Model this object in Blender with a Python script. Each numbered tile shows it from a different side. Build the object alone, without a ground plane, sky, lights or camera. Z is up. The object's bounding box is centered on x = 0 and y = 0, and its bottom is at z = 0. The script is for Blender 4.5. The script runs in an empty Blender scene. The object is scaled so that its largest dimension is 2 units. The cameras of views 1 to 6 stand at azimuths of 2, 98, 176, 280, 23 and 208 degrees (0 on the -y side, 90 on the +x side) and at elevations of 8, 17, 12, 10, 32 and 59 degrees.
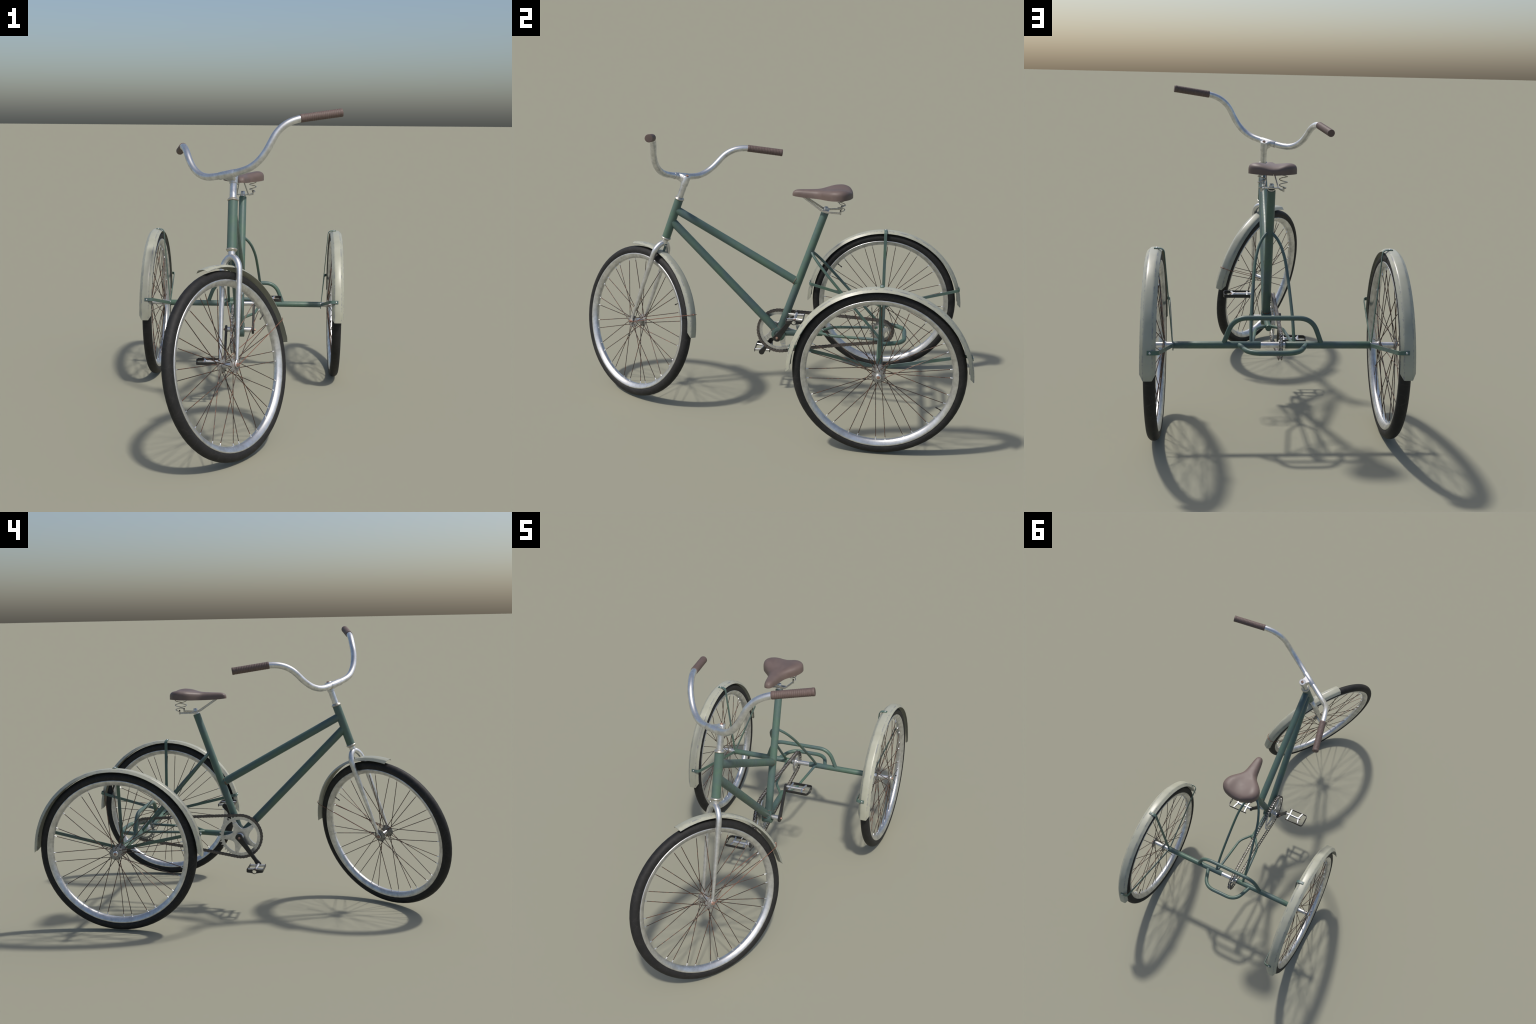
import bpy, bmesh, math, random
from mathutils import Vector, Matrix

random.seed(7)
V = Vector
PI = math.pi

# ------------------------------------------------------------------ materials
def new_mat(name):
    m = bpy.data.materials.new(name)
    m.use_nodes = True
    nt = m.node_tree
    bsdf = nt.nodes["Principled BSDF"]
    return m, nt, bsdf

def N(nt, kind, **kw):
    n = nt.nodes.new(kind)
    for k, v in kw.items():
        if k in n.inputs.keys():
            n.inputs[k].default_value = v
        else:
            setattr(n, k, v)
    return n

def coords(nt, scale=(1, 1, 1)):
    tc = N(nt, "ShaderNodeTexCoord")
    mp = N(nt, "ShaderNodeMapping")
    mp.inputs["Scale"].default_value = scale
    nt.links.new(tc.outputs["Object"], mp.inputs["Vector"])
    return mp.outputs["Vector"]

def noise(nt, vec, scale, detail=4.0, rough=0.55):
    n = N(nt, "ShaderNodeTexNoise", Scale=scale, Detail=detail, Roughness=rough)
    nt.links.new(vec, n.inputs["Vector"])
    return n.outputs["Fac"]

def ramp(nt, fac, stops, interp="LINEAR"):
    r = N(nt, "ShaderNodeValToRGB")
    r.color_ramp.interpolation = interp
    el = r.color_ramp.elements
    while len(el) < len(stops):
        el.new(0.5)
    for e, (p, c) in zip(el, stops):
        e.position = p
        e.color = (c, c, c, 1) if isinstance(c, (int, float)) else (*c, 1)
    nt.links.new(fac, r.inputs["Fac"])
    return r.outputs["Color"]

def mix(nt, fac, a, b):
    m = N(nt, "ShaderNodeMix", data_type="RGBA")
    for sock, val in ((m.inputs[0], fac), (m.inputs[6], a), (m.inputs[7], b)):
        if isinstance(val, (int, float)):
            sock.default_value = val
        elif isinstance(val, tuple):
            sock.default_value = (*val, 1)
        else:
            nt.links.new(val, sock)
    return m.outputs[2]

def math_node(nt, op, a, b=0.0):
    m = N(nt, "ShaderNodeMath", operation=op)
    for s, v in ((m.inputs[0], a), (m.inputs[1], b)):
        if isinstance(v, (int, float)):
            s.default_value = v
        else:
            nt.links.new(v, s)
    return m.outputs[0]

def bump(nt, bsdf, height, strength, dist=0.001):
    b = N(nt, "ShaderNodeBump", Strength=strength, Distance=dist)
    nt.links.new(height, b.inputs["Height"])
    nt.links.new(b.outputs["Normal"], bsdf.inputs["Normal"])

RUST = (0.16, 0.062, 0.034)

def paint_material(name, c1, c2, c3, rough, rust_amount=0.0):
    """Old enamel: two hues drifting into each other, fine dirt, specks of rust."""
    m, nt, b = new_mat(name)
    v = coords(nt)
    big = ramp(nt, noise(nt, v, 9.0, 3.0), [(0.38, c1), (0.62, c2)])
    fine = noise(nt, v, 70.0, 5.0, 0.65)
    col = mix(nt, ramp(nt, fine, [(0.45, 0.0), (0.8, 0.35)]), big, c3)
    spots = ramp(nt, noise(nt, v, 130.0, 3.0), [(0.74 - rust_amount, 0.0), (0.79 - rust_amount, 1.0)])
    col = mix(nt, spots, col, RUST)
    nt.links.new(col, b.inputs["Base Color"])
    rr = ramp(nt, fine, [(0.3, rough - 0.06), (0.7, rough + 0.1)])
    nt.links.new(rr, b.inputs["Roughness"])
    b.inputs["Specular IOR Level"].default_value = 0.45
    bump(nt, b, fine, 0.12, 0.0006)
    return m

def metal_material(name, c1, c2, rough, scale=45.0, rust=0.0, metallic=0.9, stretch=(1, 1, 1)):
    m, nt, b = new_mat(name)
    v = coords(nt, stretch)
    n1 = noise(nt, v, scale, 5.0, 0.6)
    col = ramp(nt, n1, [(0.32, c1), (0.66, c2)])
    if rust:
        r = ramp(nt, noise(nt, v, scale * 2.4, 4.0), [(0.66 - rust, 0.0), (0.76 - rust, 0.9)])
        col = mix(nt, r, col, RUST)
        met = math_node(nt, "MULTIPLY", math_node(nt, "SUBTRACT", 1.0, r), metallic)
        nt.links.new(met, b.inputs["Metallic"])
    else:
        b.inputs["Metallic"].default_value = metallic
    nt.links.new(col, b.inputs["Base Color"])
    nt.links.new(ramp(nt, n1, [(0.3, rough + 0.12), (0.7, rough)]), b.inputs["Roughness"])
    bump(nt, b, n1, 0.08, 0.0005)
    return m

GREEN = paint_material("green_enamel", (0.082, 0.143, 0.104), (0.078, 0.122, 0.119), (0.060, 0.100, 0.088), 0.42)
WELD = paint_material("rusty_weld", (0.074, 0.142, 0.100), (0.072, 0.120, 0.116), (0.13, 0.065, 0.04), 0.5, 0.25)
SILVER = metal_material("satin_alloy", (0.56, 0.56, 0.55), (0.78, 0.78, 0.78), 0.30)
RIM_MAT = metal_material("dull_rim_alloy", (0.50, 0.50, 0.49), (0.74, 0.74, 0.73), 0.30, 38.0)
HUB_MAT = metal_material("greyed_hub_steel", (0.20, 0.195, 0.18), (0.36, 0.36, 0.345), 0.45, 120.0, 0.05, 0.55)
CHROME = metal_material("bright_steel", (0.50, 0.50, 0.495), (0.68, 0.68, 0.675), 0.33, 90.0)
COLLAR = metal_material("tarnished_brass_steel", (0.40, 0.37, 0.31), (0.62, 0.60, 0.54), 0.32, 90.0, 0.03, 0.8)
RAIL = metal_material("spotted_chrome", (0.42, 0.40, 0.37), (0.66, 0.65, 0.62), 0.25, 160.0, 0.06, 0.9)
RUSTY = metal_material("rusted_steel", (0.20, 0.095, 0.06), (0.42, 0.29, 0.235), 0.45, 190.0, 0.0, 0.45)
WIRE = metal_material("rusted_wire", (0.13, 0.05, 0.03), (0.26, 0.105, 0.065), 0.6, 120.0, 0.0, 0.2)
NIPPLE = metal_material("nickel", (0.66, 0.66, 0.66), (0.85, 0.85, 0.85), 0.25, 200.0)
CHAIN_MAT = metal_material("oily_chain_steel", (0.075, 0.064, 0.057), (0.185, 0.165, 0.150), 0.45, 260.0, 0.0, 0.5)
PIN_MAT = metal_material("chain_pin_steel", (0.32, 0.305, 0.29), (0.52, 0.50, 0.48), 0.34, 260.0, 0.0, 0.7)

def spoke_material():
    m, nt, b = new_mat("rusting_spoke")
    v = coords(nt)
    info = N(nt, "ShaderNodeObjectInfo")
    off = N(nt, "ShaderNodeVectorMath", operation="ADD")
    nt.links.new(v, off.inputs[0])
    nt.links.new(info.outputs["Random"], off.inputs[1])
    n1 = noise(nt, off.outputs[0], 55.0, 4.0, 0.7)
    col = ramp(nt, n1, [(0.34, (0.030, 0.026, 0.023)), (0.50, (0.060, 0.042, 0.033)), (0.60, (0.155, 0.070, 0.038)), (0.72, (0.16, 0.115, 0.09))])
    nt.links.new(col, b.inputs["Base Color"])
    b.inputs["Metallic"].default_value = 0.25
    b.inputs["Roughness"].default_value = 0.5
    return m
SPOKE_MAT = spoke_material()

def fender_material():
    """Cream enamel, rubbed through to blue-grey steel along the two folds and the lips."""
    m, nt, b = new_mat("cream_enamel")
    v = coords(nt)
    base = ramp(nt, noise(nt, v, 14.0, 4.0), [(0.3, (0.345, 0.346, 0.270)), (0.7, (0.400, 0.403, 0.325))])
    fine = noise(nt, v, 160.0, 5.0, 0.7)
    base = mix(nt, ramp(nt, fine, [(0.62, 0.0), (0.78, 0.5)]), base, (0.25, 0.245, 0.21))
    tc = N(nt, "ShaderNodeTexCoord")
    sep = N(nt, "ShaderNodeSeparateXYZ")
    nt.links.new(tc.outputs["Object"], sep.inputs[0])
    ax = math_node(nt, "ABSOLUTE", sep.outputs["X"])
    # distance to the fold line and to the lip
    wob = noise(nt, v, 45.0, 3.0)
    fold = math_node(nt, "ABSOLUTE", math_node(nt, "SUBTRACT", ax, 0.0178))
    fold = math_node(nt, "ADD", fold, math_node(nt, "MULTIPLY", math_node(nt, "SUBTRACT", wob, 0.5), 0.003))
    foldm = ramp(nt, fold, [(0.0004, 1.0), (0.0013, 0.0)])
    lip = math_node(nt, "SUBTRACT", 0.0302, ax)
    lipm = ramp(nt, lip, [(0.0006, 1.0), (0.0014, 0.0)])
    dash = ramp(nt, noise(nt, coords(nt, (1, 1, 1)), 34.0, 5.0, 0.8), [(0.49, 0.0), (0.57, 1.0)])
    wear = math_node(nt, "MULTIPLY", math_node(nt, "MAXIMUM", foldm, lipm), dash)
    wear = math_node(nt, "MULTIPLY", wear, 0.75)
    specks = ramp(nt, noise(nt, v, 210.0, 2.0), [(0.76, 0.0), (0.80, 0.6)])
    wear = math_node(nt, "MAXIMUM", wear, specks)
    col = mix(nt, wear, base, (0.155, 0.165, 0.205))
    nt.links.new(col, b.inputs["Base Color"])
    b.inputs["Roughness"].default_value = 0.36
    b.inputs["Specular IOR Level"].default_value = 0.5
    bump(nt, b, noise(nt, v, 30.0, 3.0), 0.10, 0.002)
    return m
FENDER_MAT = fender_material()

def tyre_material():
    m, nt, b = new_mat("worn_rubber")
    v = coords(nt)
    base = ramp(nt, noise(nt, v, 25.0, 5.0, 0.65), [(0.3, (0.0105, 0.0105, 0.0105)), (0.7, (0.0185, 0.0182, 0.018))])
    # hairline cracks
    vo = N(nt, "ShaderNodeTexVoronoi", feature="DISTANCE_TO_EDGE", Scale=26.0)
    warp = N(nt, "ShaderNodeVectorMath", operation="ADD")
    nz = N(nt, "ShaderNodeTexNoise", Scale=30.0)
    nt.links.new(v, nz.inputs["Vector"])
    sc = N(nt, "ShaderNodeVectorMath", operation="SCALE")
    sc.inputs["Scale"].default_value = 0.02
    nt.links.new(nz.outputs["Color"], sc.inputs[0])
    nt.links.new(v, warp.inputs[0])
    nt.links.new(sc.outputs[0], warp.inputs[1])
    nt.links.new(warp.outputs[0], vo.inputs["Vector"])
    cr = ramp(nt, vo.outputs["Distance"], [(0.0, 0.55), (0.035, 0.0)])
    cr = math_node(nt, "MULTIPLY", cr, noise(nt, v, 12.0, 2.0))
    col = mix(nt, cr, base, (0.050, 0.047, 0.044))
    nt.links.new(col, b.inputs["Base Color"])
    b.inputs["Roughness"].default_value = 0.64
    b.inputs["Specular IOR Level"].default_value = 0.32
    bump(nt, b, noise(nt, v, 90.0, 3.0), 0.15, 0.001)
    return m
TYRE_MAT = tyre_material()

def plain(name, c1, c2, rough, scale=60.0, metallic=0.0, bmp=0.1, spec=0.45):
    m, nt, b = new_mat(name)
    v = coords(nt)
    n1 = noise(nt, v, scale, 5.0, 0.6)
    nt.links.new(ramp(nt, n1, [(0.3, c1), (0.7, c2)]), b.inputs["Base Color"])
    nt.links.new(ramp(nt, n1, [(0.3, rough - 0.05), (0.7, rough + 0.07)]), b.inputs["Roughness"])
    b.inputs["Metallic"].default_value = metallic
    b.inputs["Specular IOR Level"].default_value = spec
    bump(nt, b, n1, bmp, 0.0008)
    return m
LEATHER = plain("brown_vinyl", (0.122, 0.087, 0.075), (0.148, 0.108, 0.095), 0.52, 22.0)
GRIP_MAT = plain("brown_rubber", (0.108, 0.074, 0.064), (0.134, 0.093, 0.082), 0.6, 60.0)
BLACK = plain("black_enamel", (0.016, 0.0155, 0.015), (0.026, 0.025, 0.024), 0.36, 80.0)
DARK = plain("dark_rubber", (0.014, 0.013, 0.012), (0.03, 0.026, 0.023), 0.6, 120.0)

# ------------------------------------------------------------------ mesh helpers
class Builder:
    """Collects vertices and faces of simple solids into one mesh."""
    def __init__(self):
        self.v, self.f = [], []

    def add(self, verts, faces):
        o = len(self.v)
        self.v += [tuple(p) for p in verts]
        self.f += [tuple(i + o for i in f) for f in faces]

    def rings(self, rings, cap0=True, cap1=True, closed=False):
        n = len(rings[0])
        verts = [p for r in rings for p in r]
        faces = []
        last = len(rings) if closed else len(rings) - 1
        for i in range(last):
            j = (i + 1) % len(rings)
            for k in range(n):
                l = (k + 1) % n
                faces.append((i * n + k, i * n + l, j * n + l, j * n + k))
        if not closed:
            if cap0:
                faces.append(tuple(reversed(range(n))))
            if cap1:
                faces.append(tuple((len(rings) - 1) * n + k for k in range(n)))
        self.add(verts, faces)

    def tube(self, pts, radius, seg=16, cap=True, closed=False):
        pts = [V(p) for p in pts]
        n = len(pts)
        rad = radius if isinstance(radius, (list, tuple)) else [radius] * n
        tang = []
        for i in range(n):
            if closed:
                t = pts[(i + 1) % n] - pts[i - 1]
            else:
                t = pts[min(i + 1, n - 1)] - pts[max(i - 1, 0)]
            tang.append(t.normalized())
        u = tang[0].orthogonal().normalized()
        rings = []
        for i in range(n):
            u = (u - tang[i] * u.dot(tang[i])).normalized()
            w = tang[i].cross(u)
            rings.append([pts[i] + (u * math.cos(a) + w * math.sin(a)) * rad[i]
                          for a in (2 * PI * k / seg for k in range(seg))])
        self.rings(rings, cap, cap, closed)

    def lathe(self, profile, seg=32, centre=(0, 0, 0), axis=(1, 0, 0), closed=False, cap=True):
        """profile: (distance along axis, radius)"""
        ax = V(axis).normalized()
        u = ax.orthogonal().normalized()
        w = ax.cross(u)
        c = V(centre)
        rings = [[c + ax * x + (u * math.cos(a) + w * math.sin(a)) * r
                  for a in (2 * PI * k / seg for k in range(seg))] for x, r in profile]
        self.rings(rings, cap, cap, closed)

    def bar(self, pts, wdir, width, thick, taper=None):
        """Flat bar swept along pts, its width along wdir; edges slightly eased."""
        pts = [V(p) for p in pts]
        wd = V(wdir).normalized()
        rings = []
        n = len(pts)
        e = min(width, thick) * 0.22
        for i in range(n):
            t = (pts[min(i + 1, n - 1)] - pts[max(i - 1, 0)]).normalized()
            s = t.cross(wd).normalized()
            k = taper[i] if taper else 1.0
            a, b = width / 2 * k, thick / 2
            sec = [(a - e, b), (a, b - e), (a, -b + e), (a - e, -b), (-a + e, -b), (-a, -b + e), (-a, b - e), (-a + e, b)]
            rings.append([pts[i] + wd * p + s * q for p, q in sec])
        self.rings(rings)

    def prism(self, outline, x0, x1, bevel=0.0, frame=None):
        """Outline in (y, z) extruded along x from x0 to x1 with eased rims."""
        P = [V((0, y, z)) for y, z in outline]
        n = len(P)
        area = sum(P[i].y * P[(i + 1) % n].z - P[(i + 1) % n].y * P[i].z for i in range(n))
        if area < 0:
            P.reverse()
        def inset(d):
            out = []
            for i in range(n):
                a, b, c = P[i - 1], P[i], P[(i + 1) % n]
                e1, e2 = (b - a).normalized(), (c - b).normalized()
                n1, n2 = V((0, -e1.z, e1.y)), V((0, -e2.z, e2.y))
                m = (n1 + n2)
                m = m.normalized() if m.length > 1e-6 else n1
                out.append(b + m * (d / max(0.5, m.dot(n1))))
            return out
        s = 1 if x1 > x0 else -1
        layers = [(x0, bevel), (x0 + s * bevel, 0), (x1 - s * bevel, 0), (x1, bevel)] if bevel else [(x0, 0), (x1, 0)]
        self.rings([[p + V((x, 0, 0)) for p in (inset(d) if d else P)] for x, d in layers])

    def ring_prism(self, outer, inner, x0, x1):
        """Plate with a hole: outer and inner outlines with the same number of points."""
        n = len(outer)
        L = []
        for x in (x0, x1):
            L.append([V((x, y, z)) for y, z in outer])
            L.append([V((x, y, z)) for y, z in inner])
        verts = L[0] + L[1] + L[2] + L[3]
        f = []
        for k in range(n):
            l = (k + 1) % n
            f += [(k, l, n + l, n + k), (2 * n + k, 3 * n + k, 3 * n + l, 2 * n + l),
                  (k, 2 * n + k, 2 * n + l, l), (n + k, n + l, 3 * n + l, 3 * n + k)]
        self.add(verts, f)

    def box(self, c, size, m=None):
        c = V(c); x, y, z = (s / 2 for s in size)
        p = [V((i, j, k)) for i in (-x, x) for j in (-y, y) for k in (-z, z)]
        if m:
            p = [m @ q for q in p]
        self.add([c + q for q in p], [(0, 1, 3, 2), (4, 6, 7, 5), (0, 4, 5, 1), (2, 3, 7, 6), (0, 2, 6, 4), (1, 5, 7, 3)])

    def transform(self, m, start=0):
        self.v[start:] = [tuple(m @ V(p)) for p in self.v[start:]]

    def mesh(self, name, mat, angle=40.0):
        me = bpy.data.meshes.new(name)
        me.from_pydata(self.v, [], self.f)
        bm = bmesh.new()
        bm.from_mesh(me)
        bmesh.ops.recalc_face_normals(bm, faces=bm.faces)
        bm.to_mesh(me)
        bm.free()
        me.materials.append(mat)
        me.shade_smooth()
        me.set_sharp_from_angle(angle=math.radians(angle))
        return me

def obj(name, data, parent=None, matrix=None, world=True):
    """matrix: world matrix of the object; children keep it under any parent."""
    o = bpy.data.objects.new(name, data)
    bpy.context.collection.objects.link(o)
    m = matrix if matrix is not None else Matrix.Identity(4)
    if parent is not None:
        o.parent = parent
        pm = Matrix(parent["_wm"]) if "_wm" in parent else Matrix.Identity(4)
        o.matrix_parent_inverse = pm.inverted()
    o.matrix_basis = m
    o["_wm"] = [list(r) for r in m]
    return o

def part(name, builder, mat, parent, matrix=None, angle=40.0):
    return obj(name, builder.mesh(name, mat, angle), parent, matrix)

def spline(pts, n=10):
    P = [V(p) for p in pts]
    P = [P[0] * 2 - P[1]] + P + [P[-1] * 2 - P[-2]]
    out = []
    for i in range(1, len(P) - 2):
        a, b, c, d = P[i - 1:i + 3]
        for k in range(n):
            t = k / n
            out.append(0.5 * (2 * b + (c - a) * t + (2 * a - 5 * b + 4 * c - d) * t * t + (3 * b - a - 3 * c + d) * t ** 3))
    out.append(P[-2])
    return out

def rounded(pts, radii, n=8):
    """Polyline with its inner corners replaced by arcs (quadratic)."""
    P = [V(p) for p in pts]
    r = radii if isinstance(radii, (list, tuple)) else [radii] * (len(P) - 2)
    out = [P[0]]
    for i in range(1, len(P) - 1):
        a, b, c = P[i - 1], P[i], P[i + 1]
        d1, d2 = (a - b), (c - b)
        d = min(r[i - 1], d1.length * 0.49, d2.length * 0.49)
        s, e = b + d1.normalized() * d, b + d2.normalized() * d
        for k in range(n + 1):
            t = k / n
            out.append(s * (1 - t) ** 2 + b * 2 * t * (1 - t) + e * t * t)
    out.append(P[-1])
    return out

def mirror_x(pts):
    return [(-p[0], p[1], p[2]) for p in pts]

# ------------------------------------------------------------------ the tricycle
root = bpy.data.objects.new("adult_tricycle", None)
bpy.context.collection.objects.link(root)
root["_wm"] = [list(r) for r in Matrix.Identity(4)]
root["label"] = "vintage green adult tricycle with cream mudguards and brown saddle"
root["category"] = "tricycle"

# ---- reference geometry
HEAD_LOW = V((0, -0.5022, 0.8387))
STEER = V((0, 0.0742, 0.2025)).normalized()
FWD0 = V((0, -STEER.z, STEER.y))
TURN = math.radians(35.04)
A = V((1, 0, 0)) * math.cos(TURN) + FWD0 * math.sin(TURN)      # across the fork, to the right
F = FWD0 * math.cos(TURN) - V((1, 0, 0)) * math.sin(TURN)      # where the front wheel points
HEAD_LEN = 0.2157
def steer_frame(origin):
    m = Matrix.Identity(4)
    for i in range(3):
        m[i][0], m[i][1], m[i][2], m[i][3] = A[i], -F[i], STEER[i], origin[i]
    return m
STEER_M = steer_frame(HEAD_LOW)          # local x across, y backwards, z up the steering axis
def st(a, f, s):
    return V((a, -f, s))

AXLE_Y, AXLE_Z = 0.5805, 0.388
WHEEL_X, WHEEL_Z = 0.4815, 0.3884
GUARD_X, GUARD_Z = 0.4848, 0.389
BB = V((0, 0.068, 0.3627))
SEAT_TOP = V((0, 0.2896, 0.9968))

# ------------------------------------------------------------------ frame
b = Builder()
b.lathe([(-0.0235, 0.032), (-0.0225, 0.0350), (0.0225, 0.0350), (0.0235, 0.032), (0.0235, 0.021), (0.0195, 0.0205)], 36, BB)
frame = part("frame", b, GREEN, root)

b = Builder()
b.lathe([(0.002, 0.0208), (HEAD_LEN - 0.006, 0.0208)], 28, HEAD_LOW, STEER)
part("head_tube", b, GREEN, frame)
for s, k in ((0.0, 1), (HEAD_LEN, -1)):
    b = Builder()
    b.lathe([(s - k * 0.009, 0.0165), (s - k * 0.007, 0.0195), (s - k * 0.002, 0.0235), (s + k * 0.0005, 0.0245), (s + k * 0.0035, 0.0235), (s + k * 0.005, 0.0212)], 28, HEAD_LOW, STEER)
    part("headset_cup", b, COLLAR, frame)

SEAT_DIR = (SEAT_TOP - BB).normalized()
b = Builder()
b.tube([BB, SEAT_TOP - SEAT_DIR * 0.003, SEAT_TOP], [0.0193, 0.0186, 0.0178], 28)
part("seat_tube", b, GREEN, frame)
TT_A, TT_B = V((0, -0.4445, 0.9845)), V((0, 0.166, 0.636))
b = Builder()
b.tube([TT_A, TT_B], 0.0195, 28)
part("top_tube", b, GREEN, frame)
DT_A = V((0, -0.4660, 0.9235))
b = Builder()
b.tube([DT_A, BB + V((0, 0, 0.004))], 0.0200, 28)
part("down_tube", b, GREEN, frame)

def weld(centre, axis, r):
    b = Builder()
    d = V(axis).normalized()
    b.lathe([(-0.003, r), (-0.0012, r + 0.0012), (0.0012, r + 0.0012), (0.003, r)], 24, centre, d)
    return part("weld_bead", b, WELD, frame)
weld(TT_B + (TT_A - TT_B).normalized() * 0.022, TT_A - TT_B, 0.0196)
weld(BB + SEAT_DIR * 0.034, SEAT_DIR, 0.0191)
weld(BB + (DT_A - BB).normalized() * 0.036, DT_A - BB, 0.0198)

# chain stay: one tube to the rear that forks into two thin ones
b = Builder()
b.tube([BB, (0, 0.285, 0.3735), (0, 0.289, 0.3737)], [0.0148, 0.0146, 0.0126], 20)
part("chain_stay_tube", b, GREEN, frame)
for sx in (1, -1):
    b = Builder()
    b.tube(rounded([(sx * 0.004, 0.262, 0.377), (sx * 0.030, 0.298, 0.382), (sx * 0.060, 0.338, 0.3855), (sx * 0.0845, 0.574, 0.389)], [0.02, 0.05]), 0.0070, 14)
    part("chain_stay", b, GREEN, frame)
    b = Builder()
    b.tube(spline([(sx * 0.010, 0.2295, 0.7975), (sx * 0.0225, 0.2375, 0.786), (sx * 0.0375, 0.254, 0.767), (sx * 0.0535, 0.283, 0.7335), (sx * 0.0693, 0.341, 0.667), (sx * 0.0863, 0.49, 0.4975), (sx * 0.0895, 0.574, 0.4005)], 8), 0.0068, 14)
    part("seat_stay", b, GREEN, frame)

# rear axle housing: green tube in two lengths with a bare alloy middle
for x0, x1 in ((-0.4100, -0.0523), (0.0494, 0.4100)):
    b = Builder()
    b.lathe([(x0, 0.0135), (x0, 0.0146), (x0 + 0.001, 0.0152), (x1 - 0.001, 0.0152), (x1, 0.0146), (x1, 0.0135)], 24, (0, AXLE_Y, AXLE_Z))
    part("axle_housing", b, GREEN, frame)
b = Builder()
b.lathe([(-0.09, 0.0128), (0.09, 0.0128)], 24, (0, AXLE_Y, AXLE_Z))
part("axle_shaft", b, SILVER, frame)

# hoop over the axle, bumper behind it
b = Builder()
b.tube(rounded([(0.204, 0.5805, 0.392), (0.163, 0.5805, 0.5035), (-0.163, 0.5805, 0.5035), (-0.204, 0.5805, 0.392)], [0.075, 0.075], 10), 0.0104, 18)
part("axle_hoop", b, GREEN, frame)
b = Builder()
b.tube(rounded([(0.139, 0.586, 0.389), (0.100, 0.6945, 0.3885), (-0.100, 0.6945, 0.3885), (-0.139, 0.586, 0.389)], [0.098, 0.098], 12), 0.0107, 18)
part("rear_bumper", b, GREEN, frame)

# ------------------------------------------------------------------ wheels
def tyre_mesh():
    b = Builder()
    R, r = 0.3640, 0.0235
    prof = []
    for k in range(20):
        a = 2 * PI * k / 20
        prof.append((r * math.cos(a), R + r * math.sin(a)))
    b.lathe(prof, 72, closed=True)
    # low tread ribs
    return b.mesh("tyre", TYRE_MAT, 60)

def rim_mesh():
    b = Builder()
    half = [(0.0205, 0.3496), (0.0214, 0.3480), (0.0209, 0.3440), (0.0180, 0.3385), (0.0140, 0.3315), (0.0090, 0.3264), (0.0040, 0.3243)]
    prof = half + [(-x, r) for x, r in reversed(half)]
    prof += [(-0.0170, 0.3515), (0.0170, 0.3515)]
    b.lathe(prof, 72, closed=True)
    return b.mesh("rim", RIM_MAT, 50)

TYRE, RIM = tyre_mesh(), rim_mesh()

SPOKE_R, HEAD_R, NIP_R = 0.00175, 0.0262, 0.3262
def spoke_points(nip, flange, delta, mirror, flip_y):
    """Canonical spoke: rim hole at angle nip, head on the flange delta degrees away."""
    n, h = math.radians(nip), math.radians(nip + delta)
    x_head = flange * (0.0362 if delta < 0 else 0.0318)
    p = [V((x_head - flange * 0.004 * (1 if delta < 0 else -1), HEAD_R * math.cos(h), HEAD_R * math.sin(h))),
         V((x_head, HEAD_R * math.cos(h), HEAD_R * math.sin(h))),
         V((flange * 0.0015, NIP_R * math.cos(n), NIP_R * math.sin(n)))]
    q = []
    for v in p:
        x, y, z = v
        if mirror: x = -x
        if flip_y: y = -y
        q.append(V((x, y, z)))
    return q

def spoke_set(mirror, flip_y):
    """Four spokes make the lacing pattern, repeated every 45 degrees."""
    sets = []
    for nip, fl, de in ((0.0, -1, -30), (7.6, 1, 28), (22.5, 1, -31), (30.1, -1, 30)):
        p = spoke_points(nip, fl, de, mirror, flip_y)
        b = Builder()
        end = p[2] + (p[1] - p[2]).normalized() * 0.004
        b.tube([p[0], p[1] + (p[0] - p[1]) * 0.15, p[1] + (p[2] - p[1]).normalized() * 0.002, end], SPOKE_R, 6)
        b.lathe([(-0.0009, 0.0020), (0.0009, 0.0016)], 8, p[0] + (p[0] - p[1]).normalized() * 0.0006, p[0] - p[1])
        nb = Builder()
        d = (p[1] - p[2]).normalized()
        nb.lathe([(-0.001, 0.0026), (0.003, 0.0024), (0.0125, 0.0019), (0.0132, 0.0014)], 8, p[2], d)
        sets.append((b.mesh("spoke", SPOKE_MAT), nb.mesh("nipple", NIPPLE)))
    return sets

def valve_mesh():
    b = Builder()
    b.lathe([(0.0, 0.0030), (0.010, 0.0030), (0.0115, 0.0022), (0.020, 0.0022), (0.0205, 0.0031), (0.029, 0.0029), (0.030, 0.0022)], 10, (0, 0.326, 0), (0, -1, 0))
    return b.mesh("valve", DARK)
VALVE = valve_mesh()

def hub_builder(front):
    b = Builder()
    R = 0.0318
    fl = lambda s: [(s * 0.0300, 0.0125), (s * 0.0318, 0.0150), (s * 0.0326, R - 0.0015), (s * 0.0332, R), (s * 0.0348, R), (s * 0.0354, R - 0.0015), (s * 0.0362, 0.0165), (s * 0.0385, 0.0150)]
    L, Rr = fl(-1), fl(1)
    prof = list(reversed(L)) + [(-0.022, 0.0112), (0.022, 0.0112)] + Rr
    b.lathe(prof, 32)
    return b

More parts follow.
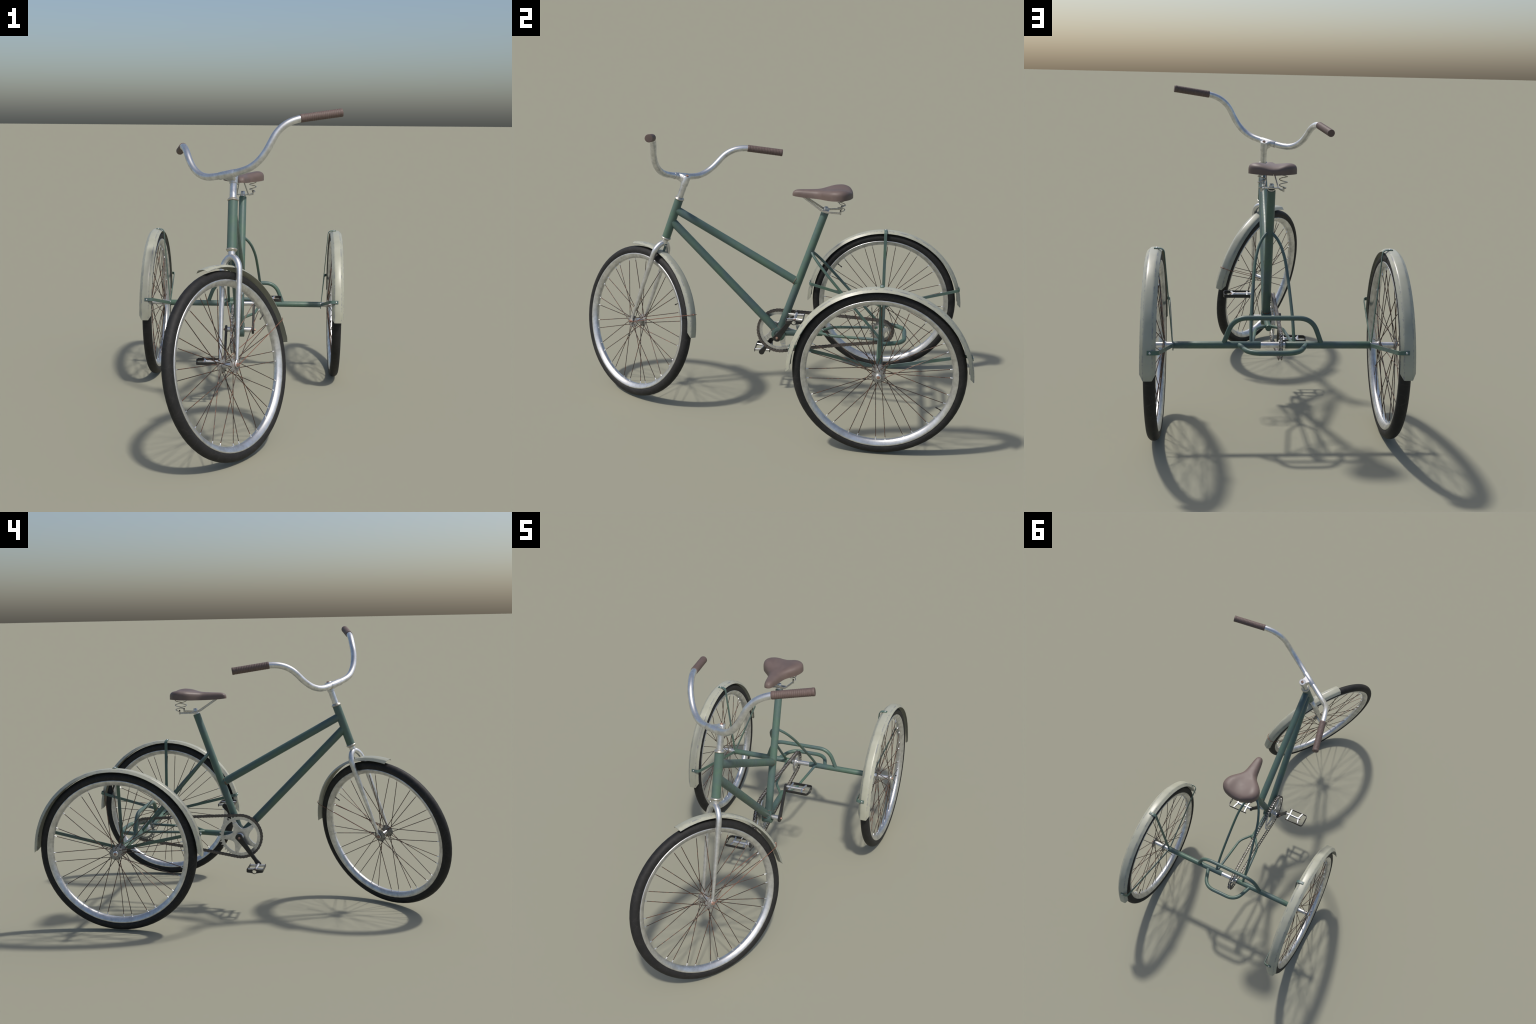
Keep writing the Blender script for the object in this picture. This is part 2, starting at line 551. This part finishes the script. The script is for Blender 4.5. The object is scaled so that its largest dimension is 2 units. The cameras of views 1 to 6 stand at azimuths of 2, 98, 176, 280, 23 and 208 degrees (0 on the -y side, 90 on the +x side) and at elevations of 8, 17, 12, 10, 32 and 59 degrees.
def wheel(name, matrix, mirror, flip_y, rot, valve_angle, front):
    w = part(name, hub_builder(front), HUB_MAT, root, matrix)
    def sub(nm, me, m):
        o = obj(nm, me, w, matrix @ m)
        return o
    sub("tyre", TYRE, Matrix.Identity(4))
    sub("rim", RIM, Matrix.Identity(4))
    sets = spoke_set(mirror, flip_y)
    sgn = -1 if flip_y else 1
    for k in range(8):
        m = Matrix.Rotation(sgn * math.radians(rot + 45 * k), 4, "X")
        for sp, ni in sets:
            sub("spoke", sp, m)
            sub("nipple", ni, m)
    va = Matrix.Rotation(math.radians(180 - valve_angle if flip_y else valve_angle), 4, "X")
    sub("valve", VALVE, va)
    # barrel, cones, nuts
    b = Builder()
    b.lathe([(-0.0345, 0.0118), (0.0345, 0.0118)], 24)
    if not front:
        s = -1 if mirror else 1
        b.lathe([(-s * 0.0345, 0.0125), (-s * 0.0748, 0.0125)], 24)
    o = part("hub_barrel", b, SILVER, w, matrix)
    if front:
        for s in (1, -1):
            b = Builder()
            b.lathe([(s * 0.0365, 0.0095), (s * 0.0455, 0.0085)], 20)
            part("axle_cone", b, RUSTY, w, matrix)
            b = Builder()
            b.lathe([(s * 0.0465, 0.0090), (s * 0.0475, 0.0092), (s * 0.0480, 0.0075), (s * 0.0535, 0.0070), (s * 0.0540, 0.0046), (s * 0.0575, 0.0042)], 6)
            part("axle_nut", b, RUSTY, w, matrix)
    else:
        s = -1 if mirror else 1
        b = Builder()
        b.lathe([(s * 0.0385, 0.0140), (s * 0.0400, 0.0138), (s * 0.0425, 0.0120), (s * 0.0440, 0.0095)], 24)
        part("hub_cap", b, SILVER, w, matrix)
        b = Builder()
        b.lathe([(s * 0.0430, 0.0078), (s * 0.0465, 0.0074), (s * 0.0470, 0.0048), (s * 0.0505, 0.0044), (s * 0.0510, 0.003)], 6)
        part("axle_nut", b, RUSTY, w, matrix)
        b = Builder()
        b.lathe([(-s * 0.0375, 0.0155), (-s * 0.0425, 0.0150), (-s * 0.0430, 0.0125)], 24)
        part("hub_dust_cap", b, SILVER, w, matrix)
    return w

M_R = Matrix.Translation((WHEEL_X, AXLE_Y, WHEEL_Z))
M_L = Matrix.Translation((-WHEEL_X, AXLE_Y, WHEEL_Z))
M_F = steer_frame(HEAD_LOW - STEER * 0.4808)
wheel("rear_wheel", M_R, False, False, -90.2, -29.6, False)
wheel("rear_wheel", M_L, True, False, -32.5, 141.0, False)
wheel("front_wheel", M_F, False, True, -105.1, 134.2, True)

# ------------------------------------------------------------------ mudguards
def fender_mesh(name, cy, cz, R, th0, th1, cut0, cut1, rows, d_top, d_side):
    """Arc of thin sheet: flat crown, two folded sides, corners cut off at the tips.
    th measured from the back (local +y) upwards; local x across."""
    half = [(0.0, 0.0), (0.008, 0.0002), (0.0135, 0.0009), (0.0172, 0.0026), (0.0200, 0.0062), (0.0240, 0.0112), (0.0275, 0.0152), (0.0300, 0.0186)]
    sec = [(-x, d) for x, d in reversed(half[1:])] + half
    verts, faces = [], []
    n = len(sec)
    def shrink(x, cut):
        k = max(0.0, (abs(x) - 0.0172) / (0.0300 - 0.0172))
        return math.radians(cut) * k
    for layer, off in ((0, 0.0), (1, 0.0016)):
        for i in range(rows + 1):
            t = i / rows
            for x, d in sec:
                a0 = math.radians(th0) + shrink(x, cut0)
                a1 = math.radians(th1) - shrink(x, cut1)
                th = a0 + (a1 - a0) * t
                deep = d_top + (d_side - d_top) * abs(math.cos(th)) ** 1.5
                r = R - d * deep - off * (0.75 if abs(x) > 0.018 else 1.0)
                xx = x * (1 - off * 22) if layer else x
                verts.append((xx, cy + r * math.cos(th), cz + r * math.sin(th)))
    S = (rows + 1) * n
    for i in range(rows):
        for k in range(n - 1):
            q = (i * n + k, i * n + k + 1, (i + 1) * n + k + 1, (i + 1) * n + k)
            faces.append(q)
            faces.append(tuple(S + j for j in reversed(q)))
    edge = [i * n for i in range(rows + 1)] + [rows * n + k for k in range(1, n)] + [i * n + n - 1 for i in range(rows - 1, -1, -1)] + [k for k in range(n - 2, 0, -1)]
    for i in range(len(edge)):
        a, c = edge[i], edge[(i + 1) % len(edge)]
        faces.append((a, c, S + c, S + a))
    b = Builder()
    b.add(verts, faces)
    return b.mesh(name, FENDER_MAT, 42)

REAR_FENDER = fender_mesh("rear_mudguard", 0.0, -0.013, 0.4167, 0.5, 179.5, 2.9, 2.9, 80, 0.68, 1.0)

def dome(parent, p, axis, r=0.0045, mat=None, name="bolt"):
    b = Builder()
    b.lathe([(-0.003, r * 0.9), (0.0, r), (r * 0.35, r * 0.85), (r * 0.62, r * 0.45), (r * 0.68, r * 0.1)], 12, p, axis)
    return part(name, b, mat or CHROME, parent)

for sx in (1, -1):
    fd = obj("rear_mudguard", REAR_FENDER, root, Matrix.Translation((sx * GUARD_X, AXLE_Y, GUARD_Z)))
    def X(pts):
        return [V((sx * p[0], p[1], p[2])) for p in pts]
    b = Builder()
    b.bar(X(rounded([(0.4112, AXLE_Y, 0.366), (0.4460, AXLE_Y, 0.7938), (0.4860, AXLE_Y, 0.7944)], 0.020, 7)), (0, 1, 0), 0.0160, 0.0034)
    part("mudguard_stay", b, GREEN, fd)
    for sy in (-1, 1):
        start = V((0.4125, AXLE_Y + sy * 0.004, 0.387))
        knee = V((0.4445, AXLE_Y + sy * 0.4042, 0.4838))
        end = V((0.4860, AXLE_Y + sy * 0.4044, 0.4838))
        d = (knee - start)
        w = V((0, -d.z * (1 if d.y > 0 else -1), abs(d.y))).normalized()
        b = Builder()
        b.bar(X(rounded([start, knee, end], 0.017, 7)), w, 0.0160, 0.0034)
        part("mudguard_stay", b, GREEN, fd)
        dome(fd, V((sx * 0.4752, AXLE_Y + sy * 0.4061, 0.4838)), (0, sy, 0.25))
    dome(fd, V((sx * 0.4752, AXLE_Y, 0.7962)), (0, 0, 1))

FRONT_FENDER = fender_mesh("front_mudguard", 0.0015, 0.0, 0.4115, 18.8, 117.9, 3.6, 0.4, 52, 0.62, 0.80)
ff = obj("front_mudguard", FRONT_FENDER, root, M_F)
b = Builder()
b.bar(rounded([st(0, -0.0150, -0.030), st(0, -0.0150, -0.0735), st(0, -0.0520, -0.0765)], 0.004, 4), (1, 0, 0), 0.0150, 0.0030)
part("mudguard_bracket", b, GREEN, ff, STEER_M)
b = Builder()
b.lathe([(-0.003, 0.004), (0, 0.0045), (0.002, 0.0035), (0.003, 0.001)], 12, st(0, -0.030, -0.0732), (0, 0, 1))
b.lathe([(-0.003, 0.004), (0, 0.0045), (0.002, 0.0035), (0.003, 0.001)], 12, st(0, -0.0172, -0.037), (0, 1, 0))
part("bolt", b, CHROME, ff, STEER_M)
b = Builder()
wire = [st(0.0505, -0.004, -0.4805), st(0.0325, -0.328, -0.2565), st(0.0235, -0.340, -0.2485), st(0.0120, -0.3445, -0.2452), st(0, -0.3450, -0.2448)]
wire = wire + [V((-p.x, p.y, p.z)) for p in reversed(wire[:-1])]
b.tube(rounded(wire, 0.006, 4), 0.0014, 8)
part("mudguard_wire", b, WIRE, ff, STEER_M)
b = Builder()
b.lathe([(-0.003, 0.0035), (0.0, 0.0046), (0.003, 0.0040), (0.0048, 0.0012)], 10, st(0.004, -0.3452, -0.2446), st(0, -0.82, 0.57))
part("bolt", b, RUSTY, ff, STEER_M)

# ------------------------------------------------------------------ fork
fork_half = [(0.0, 0.002, -0.0285), (0.0180, 0.002, -0.0365), (0.0345, 0.0025, -0.0545), (0.0440, 0.0025, -0.0830), (0.0447, 0.002, -0.1495), (0.0445, 0.0015, -0.2502), (0.0445, 0.001, -0.3807), (0.0440, 0.0, -0.4600)]
pts = spline([st(*p) for p in fork_half], 8)
def fork_radius(s):
    d = -s
    if d < 0.13:
        return 0.0136
    return 0.0136 + (0.0064 - 0.0136) * min(1.0, (d - 0.13) / 0.32)
b = Builder()
b.lathe([(0.004, 0.0160), (-0.012, 0.0160), (-0.034, 0.0148)], 24, (0, 0, 0), (0, 0, 1))
loop = [V((-p.x, p.y, p.z)) for p in reversed(pts[1:])] + pts
b.tube(loop, [fork_radius(p.z) for p in loop], 20)
for s in (1, -1):
    # flattened fork ends around the axle
    start = len(b.v)
    out = []
    for k in range(24):
        a = 2 * PI * k / 24
        r = 0.0112
        y, z = r * math.cos(a), r * math.sin(a)
        if z > 0:
            z = z * 2.3
            y = y * (1 - 0.45 * (z / (r * 2.3)) ** 2)
        out.append((y, z))
    b.prism(out, s * 0.0418, s * 0.0468, 0.0012)
    b.transform(Matrix.Translation((0, 0, -0.481)), start)
fork = part("fork", b, SILVER, root, STEER_M)

# ------------------------------------------------------------------ stem and handlebar
b = Builder()
b.lathe([(HEAD_LEN - 0.02, 0.0155), (0.298, 0.0155)], 26, (0, 0, 0), (0, 0, 1))
b.lathe([(0.287, 0.0158), (0.2885, 0.0180), (0.3340, 0.0190), (0.3362, 0.0178), (0.3362, 0.0085), (0.3330, 0.0080)], 28, (0, 0, 0), (0, 0, 1))
# clamp sleeve around the bar
b.lathe([(-0.0425, 0.0148), (-0.0425, 0.0163), (-0.0415, 0.0169), (0.0415, 0.0169), (0.0425, 0.0163), (0.0425, 0.0148)], 26, st(0, 0.0412, 0.3172), (1, 0, 0))
# web between post and sleeve
start = len(b.v)
web = []
for t in range(9):
    u = t / 8
    f = -0.002 + u * 0.043
    hw = 0.0165 + 0.0115 * u ** 2.2
    lo = 0.2925 + 0.0095 * u
    hi = 0.3358 - 0.0040 * u
    sec = [(-hw, lo + 0.004), (-hw + 0.003, lo), (hw - 0.003, lo), (hw, lo + 0.004), (hw, hi - 0.004), (hw - 0.003, hi), (-hw + 0.003, hi), (-hw, hi - 0.004)]
    web.append([st(x, f, z) for x, z in sec])
b.rings(web)
stem = part("stem", b, SILVER, root, STEER_M)
b = Builder()
b.lathe([(0.334, 0.0072), (0.3405, 0.0070), (0.3415, 0.0058), (0.3395, 0.0045)], 6, (0, 0, 0), (0, 0, 1))
part("stem_bolt", b, RUSTY, stem, STEER_M)
for s in (1, -1):
    b = Builder()
    b.lathe([(s * 0.0424, 0.0146), (s * 0.0424, 0.0164), (s * 0.0434, 0.0160), (s * 0.0438, 0.0146)], 26, st(0, 0.0412, 0.3172), (1, 0, 0))
    part("clamp_seam", b, RAIL, stem, STEER_M)

bar_half = [(0.0, 0.0412, 0.3170), (0.0671, 0.0427, 0.3182), (0.1252, 0.0425, 0.3229), (0.1872, 0.0394, 0.3617), (0.2259, 0.0371, 0.4234), (0.2429, 0.0302, 0.4589), (0.2838, 0.0078, 0.5030), (0.3265, -0.0302, 0.5208)]
GRIP_OUT = st(0.4510, -0.1456, 0.5558)
half = spline([st(*p) for p in bar_half], 10)
for _ in range(60):
    half = [half[0]] + [half[i] * 0.5 + (half[i - 1] + half[i + 1]) * 0.25 for i in range(1, len(half) - 1)] + [half[-1]]
half.append(half[-1] + (GRIP_OUT - half[-1]).normalized() * 0.03)
loop = [V((-p.x, p.y, p.z)) for p in reversed(half[1:])] + half
b = Builder()
b.tube(loop, 0.0150, 20)
handlebar = part("handlebar", b, SILVER, root, STEER_M)
for s in (1, -1):
    p0 = st(s * 0.3222, -0.0268, 0.5200)
    p1 = V((s * GRIP_OUT.x, GRIP_OUT.y, GRIP_OUT.z))
    d = (p1 - p0)
    Lg = d.length
    prof = [(0.0, 0.0148), (0.0, 0.0166), (0.0015, 0.0174), (0.007, 0.0176)]
    ribs = 20
    for k in range(ribs):
        x = 0.012 + k * (Lg - 0.022) / ribs
        w = (Lg - 0.022) / ribs
        prof += [(x, 0.0177), (x + w * 0.25, 0.0170), (x + w * 0.55, 0.0170), (x + w * 0.8, 0.0177)]
    prof += [(Lg - 0.006, 0.0178), (Lg - 0.0015, 0.0176), (Lg, 0.0166), (Lg + 0.0004, 0.0120), (Lg + 0.0004, 0.002)]
    b = Builder()
    b.lathe(prof, 26, p0, d)
    part("grip", b, GRIP_MAT, handlebar, STEER_M, 35)

# ------------------------------------------------------------------ saddle
def interp(table, t):
    if t <= table[0][0]:
        return table[0][1]
    for (a, x), (c, y) in zip(table, table[1:]):
        if t <= c:
            u = (t - a) / (c - a)
            return x + (y - x) * u
    return table[-1][1]

def smooth_table(table, n=160):
    pts = spline([(t, v, 0) for t, v in table], 8)
    return [(p.x, p.y) for p in pts]

WIDTH = smooth_table([(0.1310, 0.0), (0.1325, 0.0085), (0.1370, 0.0145), (0.1450, 0.0185), (0.1650, 0.0235), (0.2000, 0.0292), (0.2320, 0.0345), (0.2560, 0.0420), (0.2740, 0.0540), (0.2920, 0.0710), (0.3120, 0.0880), (0.3320, 0.0985), (0.3550, 0.1035), (0.3750, 0.1010), (0.3920, 0.0905), (0.4060, 0.0725), (0.4160, 0.0470), (0.4210, 0.0200), (0.4225, 0.0)])
TOPZ = smooth_table([(0.1310, 1.0830), (0.1335, 1.0925), (0.1390, 1.0990), (0.1500, 1.1045), (0.1700, 1.1068), (0.2000, 1.1075), (0.2500, 1.1092), (0.2850, 1.1106), (0.3200, 1.1118), (0.3600, 1.1112), (0.3850, 1.1098), (0.4020, 1.1070), (0.4130, 1.1020), (0.4195, 1.0955), (0.4225, 1.0840)])
LIFT = smooth_table([(0.131, 0.0), (0.24, 0.0), (0.28, 0.0025), (0.32, 0.0085), (0.36, 0.0130), (0.385, 0.0115), (0.405, 0.0075), (0.4225, 0.0)])
BOTZ = smooth_table([(0.131, 1.0770), (0.16, 1.0735), (0.20, 1.0708), (0.26, 1.0692), (0.34, 1.0712), (0.38, 1.0735), (0.4225, 1.0745)])
ys = []
M_ST = 60
for i in range(M_ST + 1):
    u = 0.5 - 0.5 * math.cos(PI * i / M_ST)
    ys.append(0.1311 + (0.42245 - 0.1311) * u)
rings = []
NS = 40
for y in ys:
    w, zc, lf, zb = max(interp(WIDTH, y), 0.0008), interp(TOPZ, y), interp(LIFT, y), interp(BOTZ, y)
    ring = []
    for k in range(NS + 1):
        ph = PI * k / NS
        c, s = math.cos(ph), math.sin(ph)
        n = 3.0 + 2.0 * min(1.0, max(0.0, (y - 0.25) / 0.08))
        x = w * math.copysign(abs(c) ** (2 / n), c)
        e = abs(s) ** (2 / n)
        q = abs(x) / w
        top = zc + lf * (math.sin(min(1.0, q * 1.25) * PI / 2) ** 2)
        zbx = zb + 0.0045 * q ** 2 * min(1.0, w / 0.1)
        ring.append(V((x, y, zbx + (top - zbx) * e)))
    # slightly recessed underside
    for k in range(1, 8):
        q = -1 + 2 * k / 8
        ring.append(V((q * w * 0.94, y + (0.2768 - y) * 0.03, zb + 0.010 * (1 - q * q))))
    rings.append(ring)
b = Builder()
b.rings(rings)
saddle = part("saddle", b, LEATHER, root, None, 50)

b = Builder()
for s in (1, -1):
    p = rounded([(s * 0.0125, 0.178, 1.0775), (s * 0.0292, 0.2795, 1.0090), (s * 0.0342, 0.307, 1.0055), (s * 0.0472, 0.3665, 1.0060)], [0.012, 0.012], 5)
    b.bar(p, (0, 0.35, 1), 0.0094, 0.0046)
part("saddle_rail", b, RAIL, saddle)
for s in (1, -1):
    b = Builder()
    b.lathe([(-0.006, 0.0040), (0.011, 0.0040), (0.0115, 0.0034)], 12, (s * 0.0472, 0.3665, 1.006), (0, 0, 1))
    part("spring_post", b, RAIL, saddle)
    b = Builder()
    b.lathe([(0.0, 0.0038), (0.004, 0.0036), (0.005, 0.002)], 10, (s * 0.0472, 0.3665, 1.0175), (0, 0, 1))
    part("spring_cap", b, DARK, saddle)
    pts = []
    turns = 2.6
    for k in range(79):
        t = k / 78
        a = s * (-0.9 + turns * 2 * PI * t)
        r = 0.0172 * min(1.0, 0.45 + t * 3.0)
        pts.append(V((s * (0.0462 + r * math.cos(a * s)), 0.3705 + r * math.sin(a * s), 1.0135 + 0.064 * t)))
    b = Builder()
    b.tube(pts, 0.0020, 8)
    part("saddle_spring", b, RAIL, saddle)
b = Builder()
b.box((0, 0.2945, 1.0075), (0.062, 0.030, 0.0042))
part("saddle_clamp_plate", b, RAIL, saddle)
b = Builder()
b.lathe([(-0.004, 0.0120), (0.004, 0.0118), (0.016, 0.0102), (0.0172, 0.0090), (0.0175, 0.0060), (0.0150, 0.0055)], 6, (0, 0.294, 1.0085), (0, 0.10, 1))
part("saddle_bolt", b, CHROME, saddle)
b = Builder()
b.lathe([(-0.012, 0.0150), (0.0065, 0.0150)], 24, SEAT_TOP, SEAT_DIR)
part("seat_post", b, SILVER, saddle)

# ------------------------------------------------------------------ drivetrain
CHAIN_X = -0.0312
RING_R, COG_R = 0.1110, 0.0579
COG = V((0, AXLE_Y, AXLE_Z))

def toothed(cy, cz, teeth, root_r, tip_r, phase=0.0):
    out = []
    for k in range(teeth):
        a = 2 * PI * (k + phase) / teeth
        st_ = 2 * PI / teeth
        for da, r in ((-0.30, root_r), (-0.13, tip_r), (0.13, tip_r), (0.30, root_r)):
            out.append((cy + r * math.cos(a + da * st_), cz + r * math.sin(a + da * st_)))
    return out

def circle(cy, cz, r, n):
    return [(cy + r * math.cos(2 * PI * k / n), cz + r * math.sin(2 * PI * k / n)) for k in range(n)]

b = Builder()
b.lathe([(-0.0600, 0.0125), (0.0600, 0.0125)], 24, BB)
crankset = part("crankset", b, SILVER, root)

T1 = 44
teeth = toothed(BB.y, BB.z, T1, 0.1035, 0.1120)
inner = []
for k in range(T1 * 4):
    base = teeth[k]
    a = math.atan2(base[1] - BB.z, base[0] - BB.y)
    inner.append((BB.y + 0.0885 * math.cos(a), BB.z + 0.0885 * math.sin(a)))
b = Builder()
b.ring_prism(teeth, inner, CHAIN_X - 0.0017, CHAIN_X + 0.0017)
part("chainring", b, SILVER, crankset, None, 30)

# five-armed spider in front of the ring (on the outer side)
def spider(cy, cz, base_deg, arms, r_in, r_out, half_tip, n=9):
    out = []
    for i in range(arms):
        a = math.radians(base_deg + 360 / arms * i)
        e = 2 * PI / arms
        # tip of the arm
        for s in (-1, 1):
            da = math.atan2(half_tip * s, r_out)
            out.append((a + da, math.hypot(half_tip, r_out)))
        # concave valley to the next arm
        for k in range(1, n):
            t = k / n
            ang = a + math.atan2(half_tip, r_out) + (e - 2 * math.atan2(half_tip, r_out)) * t
            dip = math.sin(PI * t) ** 0.55
            out.append((ang, r_out + (r_in - r_out) * dip))
    return [(cy + r * math.cos(a), cz + r * math.sin(a)) for a, r in out]
# angles measured from the back (+y); arms seen from the left at 44, 116, 188, 260, 332 degrees
b = Builder()
b.prism(spider(BB.y, BB.z, 140.0, 5, 0.0450, 0.0780, 0.0112), CHAIN_X - 0.0095, CHAIN_X - 0.0045, 0.001)
b.lathe([(CHAIN_X - 0.0090, 0.0195), (CHAIN_X - 0.0125, 0.0165), (CHAIN_X - 0.0145, 0.0130)], 28, BB)
part("chainring_spider", b, SILVER, crankset)
b = Builder()
for i in range(5):
    a = math.radians(140.0 + 72 * i)
    c = V((0, BB.y + 0.0835 * math.cos(a), BB.z + 0.0835 * math.sin(a)))
    m = Matrix.Rotation(a, 3, "X")
    b.box(c + V((CHAIN_X - 0.0036, 0, 0)), (0.0042, 0.0190, 0.0200), m)
part("spider_tab", b, SILVER, crankset)
for i in range(5):
    a = math.radians(140.0 + 72 * i)
    b = Builder()
    b.lathe([(CHAIN_X - 0.0040, 0.0032), (CHAIN_X - 0.0068, 0.0030), (CHAIN_X - 0.0072, 0.0018)], 6, (0, BB.y + 0.0855 * math.cos(a), BB.z + 0.0855 * math.sin(a)))
    part("chainring_bolt", b, RAIL, crankset)

PEDAL_VEC = V((0, 0.0982, 0.1373))
CRANK_DIR = PEDAL_VEC.normalized()
for s in (1, -1):
    d = CRANK_DIR * s
    a0 = math.atan2(d.z, d.y)
    Lc = PEDAL_VEC.length
    # outline of the arm: round boss, tapering shank, small round eye
    out = []
    R0, R1 = 0.0208, 0.0142
    for k in range(17):
        a = PI / 2 + 0.45 + (PI - 0.9) * k / 16
        out.append((R0 * math.cos(a), R0 * math.sin(a)))
    out += [(0.030, -0.0142), (0.06, -0.0122), (Lc - 0.028, -0.0096)]
    for k in range(13):
        a = -PI / 2 - 0.25 + (PI + 0.5) * k / 12
        out.append((Lc + R1 * math.cos(a), R1 * math.sin(a)))
    out += [(Lc - 0.028, 0.0096), (0.06, 0.0122), (0.030, 0.0142)]
    ca, sa = math.cos(a0), math.sin(a0)
    out = [(BB.y + u * ca - v * sa, BB.z + u * sa + v * ca) for u, v in out]
    b = Builder()
    b.prism(out, s * 0.0602, s * 0.0712, 0.0022)
    part("crank_arm", b, BLACK, crankset)
    b = Builder()
    b.lathe([(s * 0.0718, 0.0075), (s * 0.0735, 0.0073), (s * 0.0740, 0.0060), (s * 0.0785, 0.0055), (s * 0.0790, 0.0035)], 6, BB)
    part("crank_bolt", b, RUSTY, crankset)

    # pedal
    c = BB + PEDAL_VEC * s
    b = Builder()
    b.lathe([(s * 0.0722, 0.0078), (s * 0.0850, 0.0080), (s * 0.0900, 0.0076), (s * 0.1650, 0.0068)], 18, c)
    pedal = part("pedal", b, CHROME, root)
    y0 = 0.0395
    b = Builder()
    for t in (1, -1):
        path = rounded([c + V((s * 0.0815, t * y0, 0)), c + V((s * 0.1990, t * (y0 + 0.0015), 0)), c + V((s * 0.2005, t * 0.0100, 0))], 0.024, 6)
        n = len(path)
        b.bar(path, (0, 0, 1), 0.0145, 0.0032, [1.0] * (n - 1) + [1.35])
    # eye in the middle of the end, open to the spindle nut
    ro, ri = circle(c.y, c.z - 0.0006, 0.0128, 28), circle(c.y, c.z - 0.0006, 0.0098, 28)
    b.ring_prism(ro, ri, s * 0.1989, s * 0.2021)
    part("pedal_cage", b, BLACK, pedal)
    for xi, xo in ((0.0955, 0.0935), (0.1560, 0.1665)):
        b = Builder()
        for t in (1, -1):
            b.bar([c + V((s * xi, 0, 0)), c + V((s * (xi * 0.6 + xo * 0.4), t * 0.014, 0)), c + V((s * xo, t * (y0 - 0.0015), 0))], (0, 0, 1), 0.0120, 0.0092)
        b.lathe([(s * (xi - 0.0075), 0.0070), (s * (xi - 0.0065), 0.0082), (s * (xi + 0.0065), 0.0082), (s * (xi + 0.0075), 0.0070)], 16, c)
        part("pedal_bridge", b, CHROME, pedal)
    b = Builder()
    b.lathe([(s * 0.1645, 0.0055), (s * 0.1700, 0.0050), (s * 0.1710, 0.003)], 6, c)
    part("pedal_nut", b, RUSTY, pedal)

# rear sprocket
T2 = 23
b = Builder()
teeth = toothed(COG.y, COG.z, T2, 0.0505, 0.0590, 0.5)
inner = []
for p in teeth:
    a = math.atan2(p[1] - COG.z, p[0] - COG.y)
    inner.append((COG.y + 0.0385 * math.cos(a), COG.z + 0.0385 * math.sin(a)))
b.ring_prism(teeth, inner, CHAIN_X - 0.0017, CHAIN_X + 0.0017)
sprocket = part("sprocket", b, HUB_MAT, root, None, 30)
b = Builder()
b.prism(spider(COG.y, COG.z, 20, 4, 0.0215, 0.041, 0.0075), CHAIN_X - 0.0014, CHAIN_X + 0.0014)
b.lathe([(CHAIN_X - 0.010, 0.0165), (CHAIN_X - 0.008, 0.0205), (CHAIN_X + 0.006, 0.0205), (CHAIN_X + 0.008, 0.0165)], 24, COG)
part("sprocket_carrier", b, SILVER, sprocket)

# chain: links laid along the loop round both sprockets
def chain_path():
    P1, P2 = V((0, BB.y, BB.z)), COG
    d = P2 - P1
    D = d.length
    base = math.atan2(d.z, d.y)
    off = math.acos((RING_R - COG_R) / D)
    pts = []
    a_top, a_bot = base + off, base - off
    n = 90
    # round the chainring from bottom tangent, over the front, to the top tangent
    for k in range(n + 1):
        a = a_bot - (2 * PI - 2 * off) * k / n
        pts.append(P1 + V((0, math.cos(a), math.sin(a))) * RING_R)
    top0, top1 = P1 + V((0, math.cos(a_top), math.sin(a_top))) * RING_R, P2 + V((0, math.cos(a_top), math.sin(a_top))) * COG_R
    for k in range(1, 40):
        t = k / 40
        pts.append(top0.lerp(top1, t) + V((0, 0, 0.0015 * math.sin(PI * t))))
    for k in range(n + 1):
        a = a_top - 2 * off * k / n
        pts.append(P2 + V((0, math.cos(a), math.sin(a))) * COG_R)
    b0, b1 = P2 + V((0, math.cos(a_bot), math.sin(a_bot))) * COG_R, P1 + V((0, math.cos(a_bot), math.sin(a_bot))) * RING_R
    for k in range(1, 40):
        t = k / 40
        pts.append(b0.lerp(b1, t) + V((0, 0, 0.0040 * math.sin(PI * t))))
    return pts

path = chain_path()
cum = [0.0]
for i in range(len(path)):
    cum.append(cum[-1] + (path[(i + 1) % len(path)] - path[i]).length)
total = cum[-1]
links = int(round(total / 0.01585 / 2)) * 2
def at(s):
    s %= total
    lo = 0
    hi = len(path)
    while hi - lo > 1:
        m = (lo + hi) // 2
        if cum[m] <= s:
            lo = m
        else:
            hi = m
    u = (s - cum[lo]) / (cum[lo + 1] - cum[lo])
    return path[lo].lerp(path[(lo + 1) % len(path)], u)

plates, pins = Builder(), Builder()
for i in range(links):
    p, q = at(total * i / links), at(total * (i + 1) / links)
    d = (q - p)
    L = d.length
    d.normalize()
    nrm = V((0, -d.z, d.y))
    outer = i % 2 == 0
    h = 0.0068
    sec = []
    for k in range(7):
        a = PI / 2 + PI * k / 6
        sec.append((h * math.cos(a), h * math.sin(a)))
    sec.append((L * 0.5, -h * 0.78))
    for k in range(7):
        a = -PI / 2 + PI * k / 6
        sec.append((L + h * math.cos(a), h * math.sin(a)))
    sec.append((L * 0.5, h * 0.78))
    x_in = 0.0056 if not outer else 0.0068
    for s in (1, -1):
        pts = [p + d * u + nrm * v for u, v in sec]
        xs = (CHAIN_X + s * x_in, CHAIN_X + s * (x_in + 0.0009))
        plates.rings([[V((x, r.y, r.z)) for r in pts] for x in xs])
    plates.lathe([(-0.0083, 0.0022), (0.0083, 0.0022)], 8, V((CHAIN_X, p.y, p.z)))
    pins.lathe([(-0.0055, 0.0027), (0.0055, 0.0027)], 10, V((CHAIN_X, p.y, p.z)))
chain = part("chain", plates, CHAIN_MAT, root, None, 30)
chain["kind"] = "stuff"
o = part("chain_pin", pins, PIN_MAT, chain)
o["kind"] = "stuff"

for o in bpy.data.objects:
    if "_wm" in o:
        del o["_wm"]
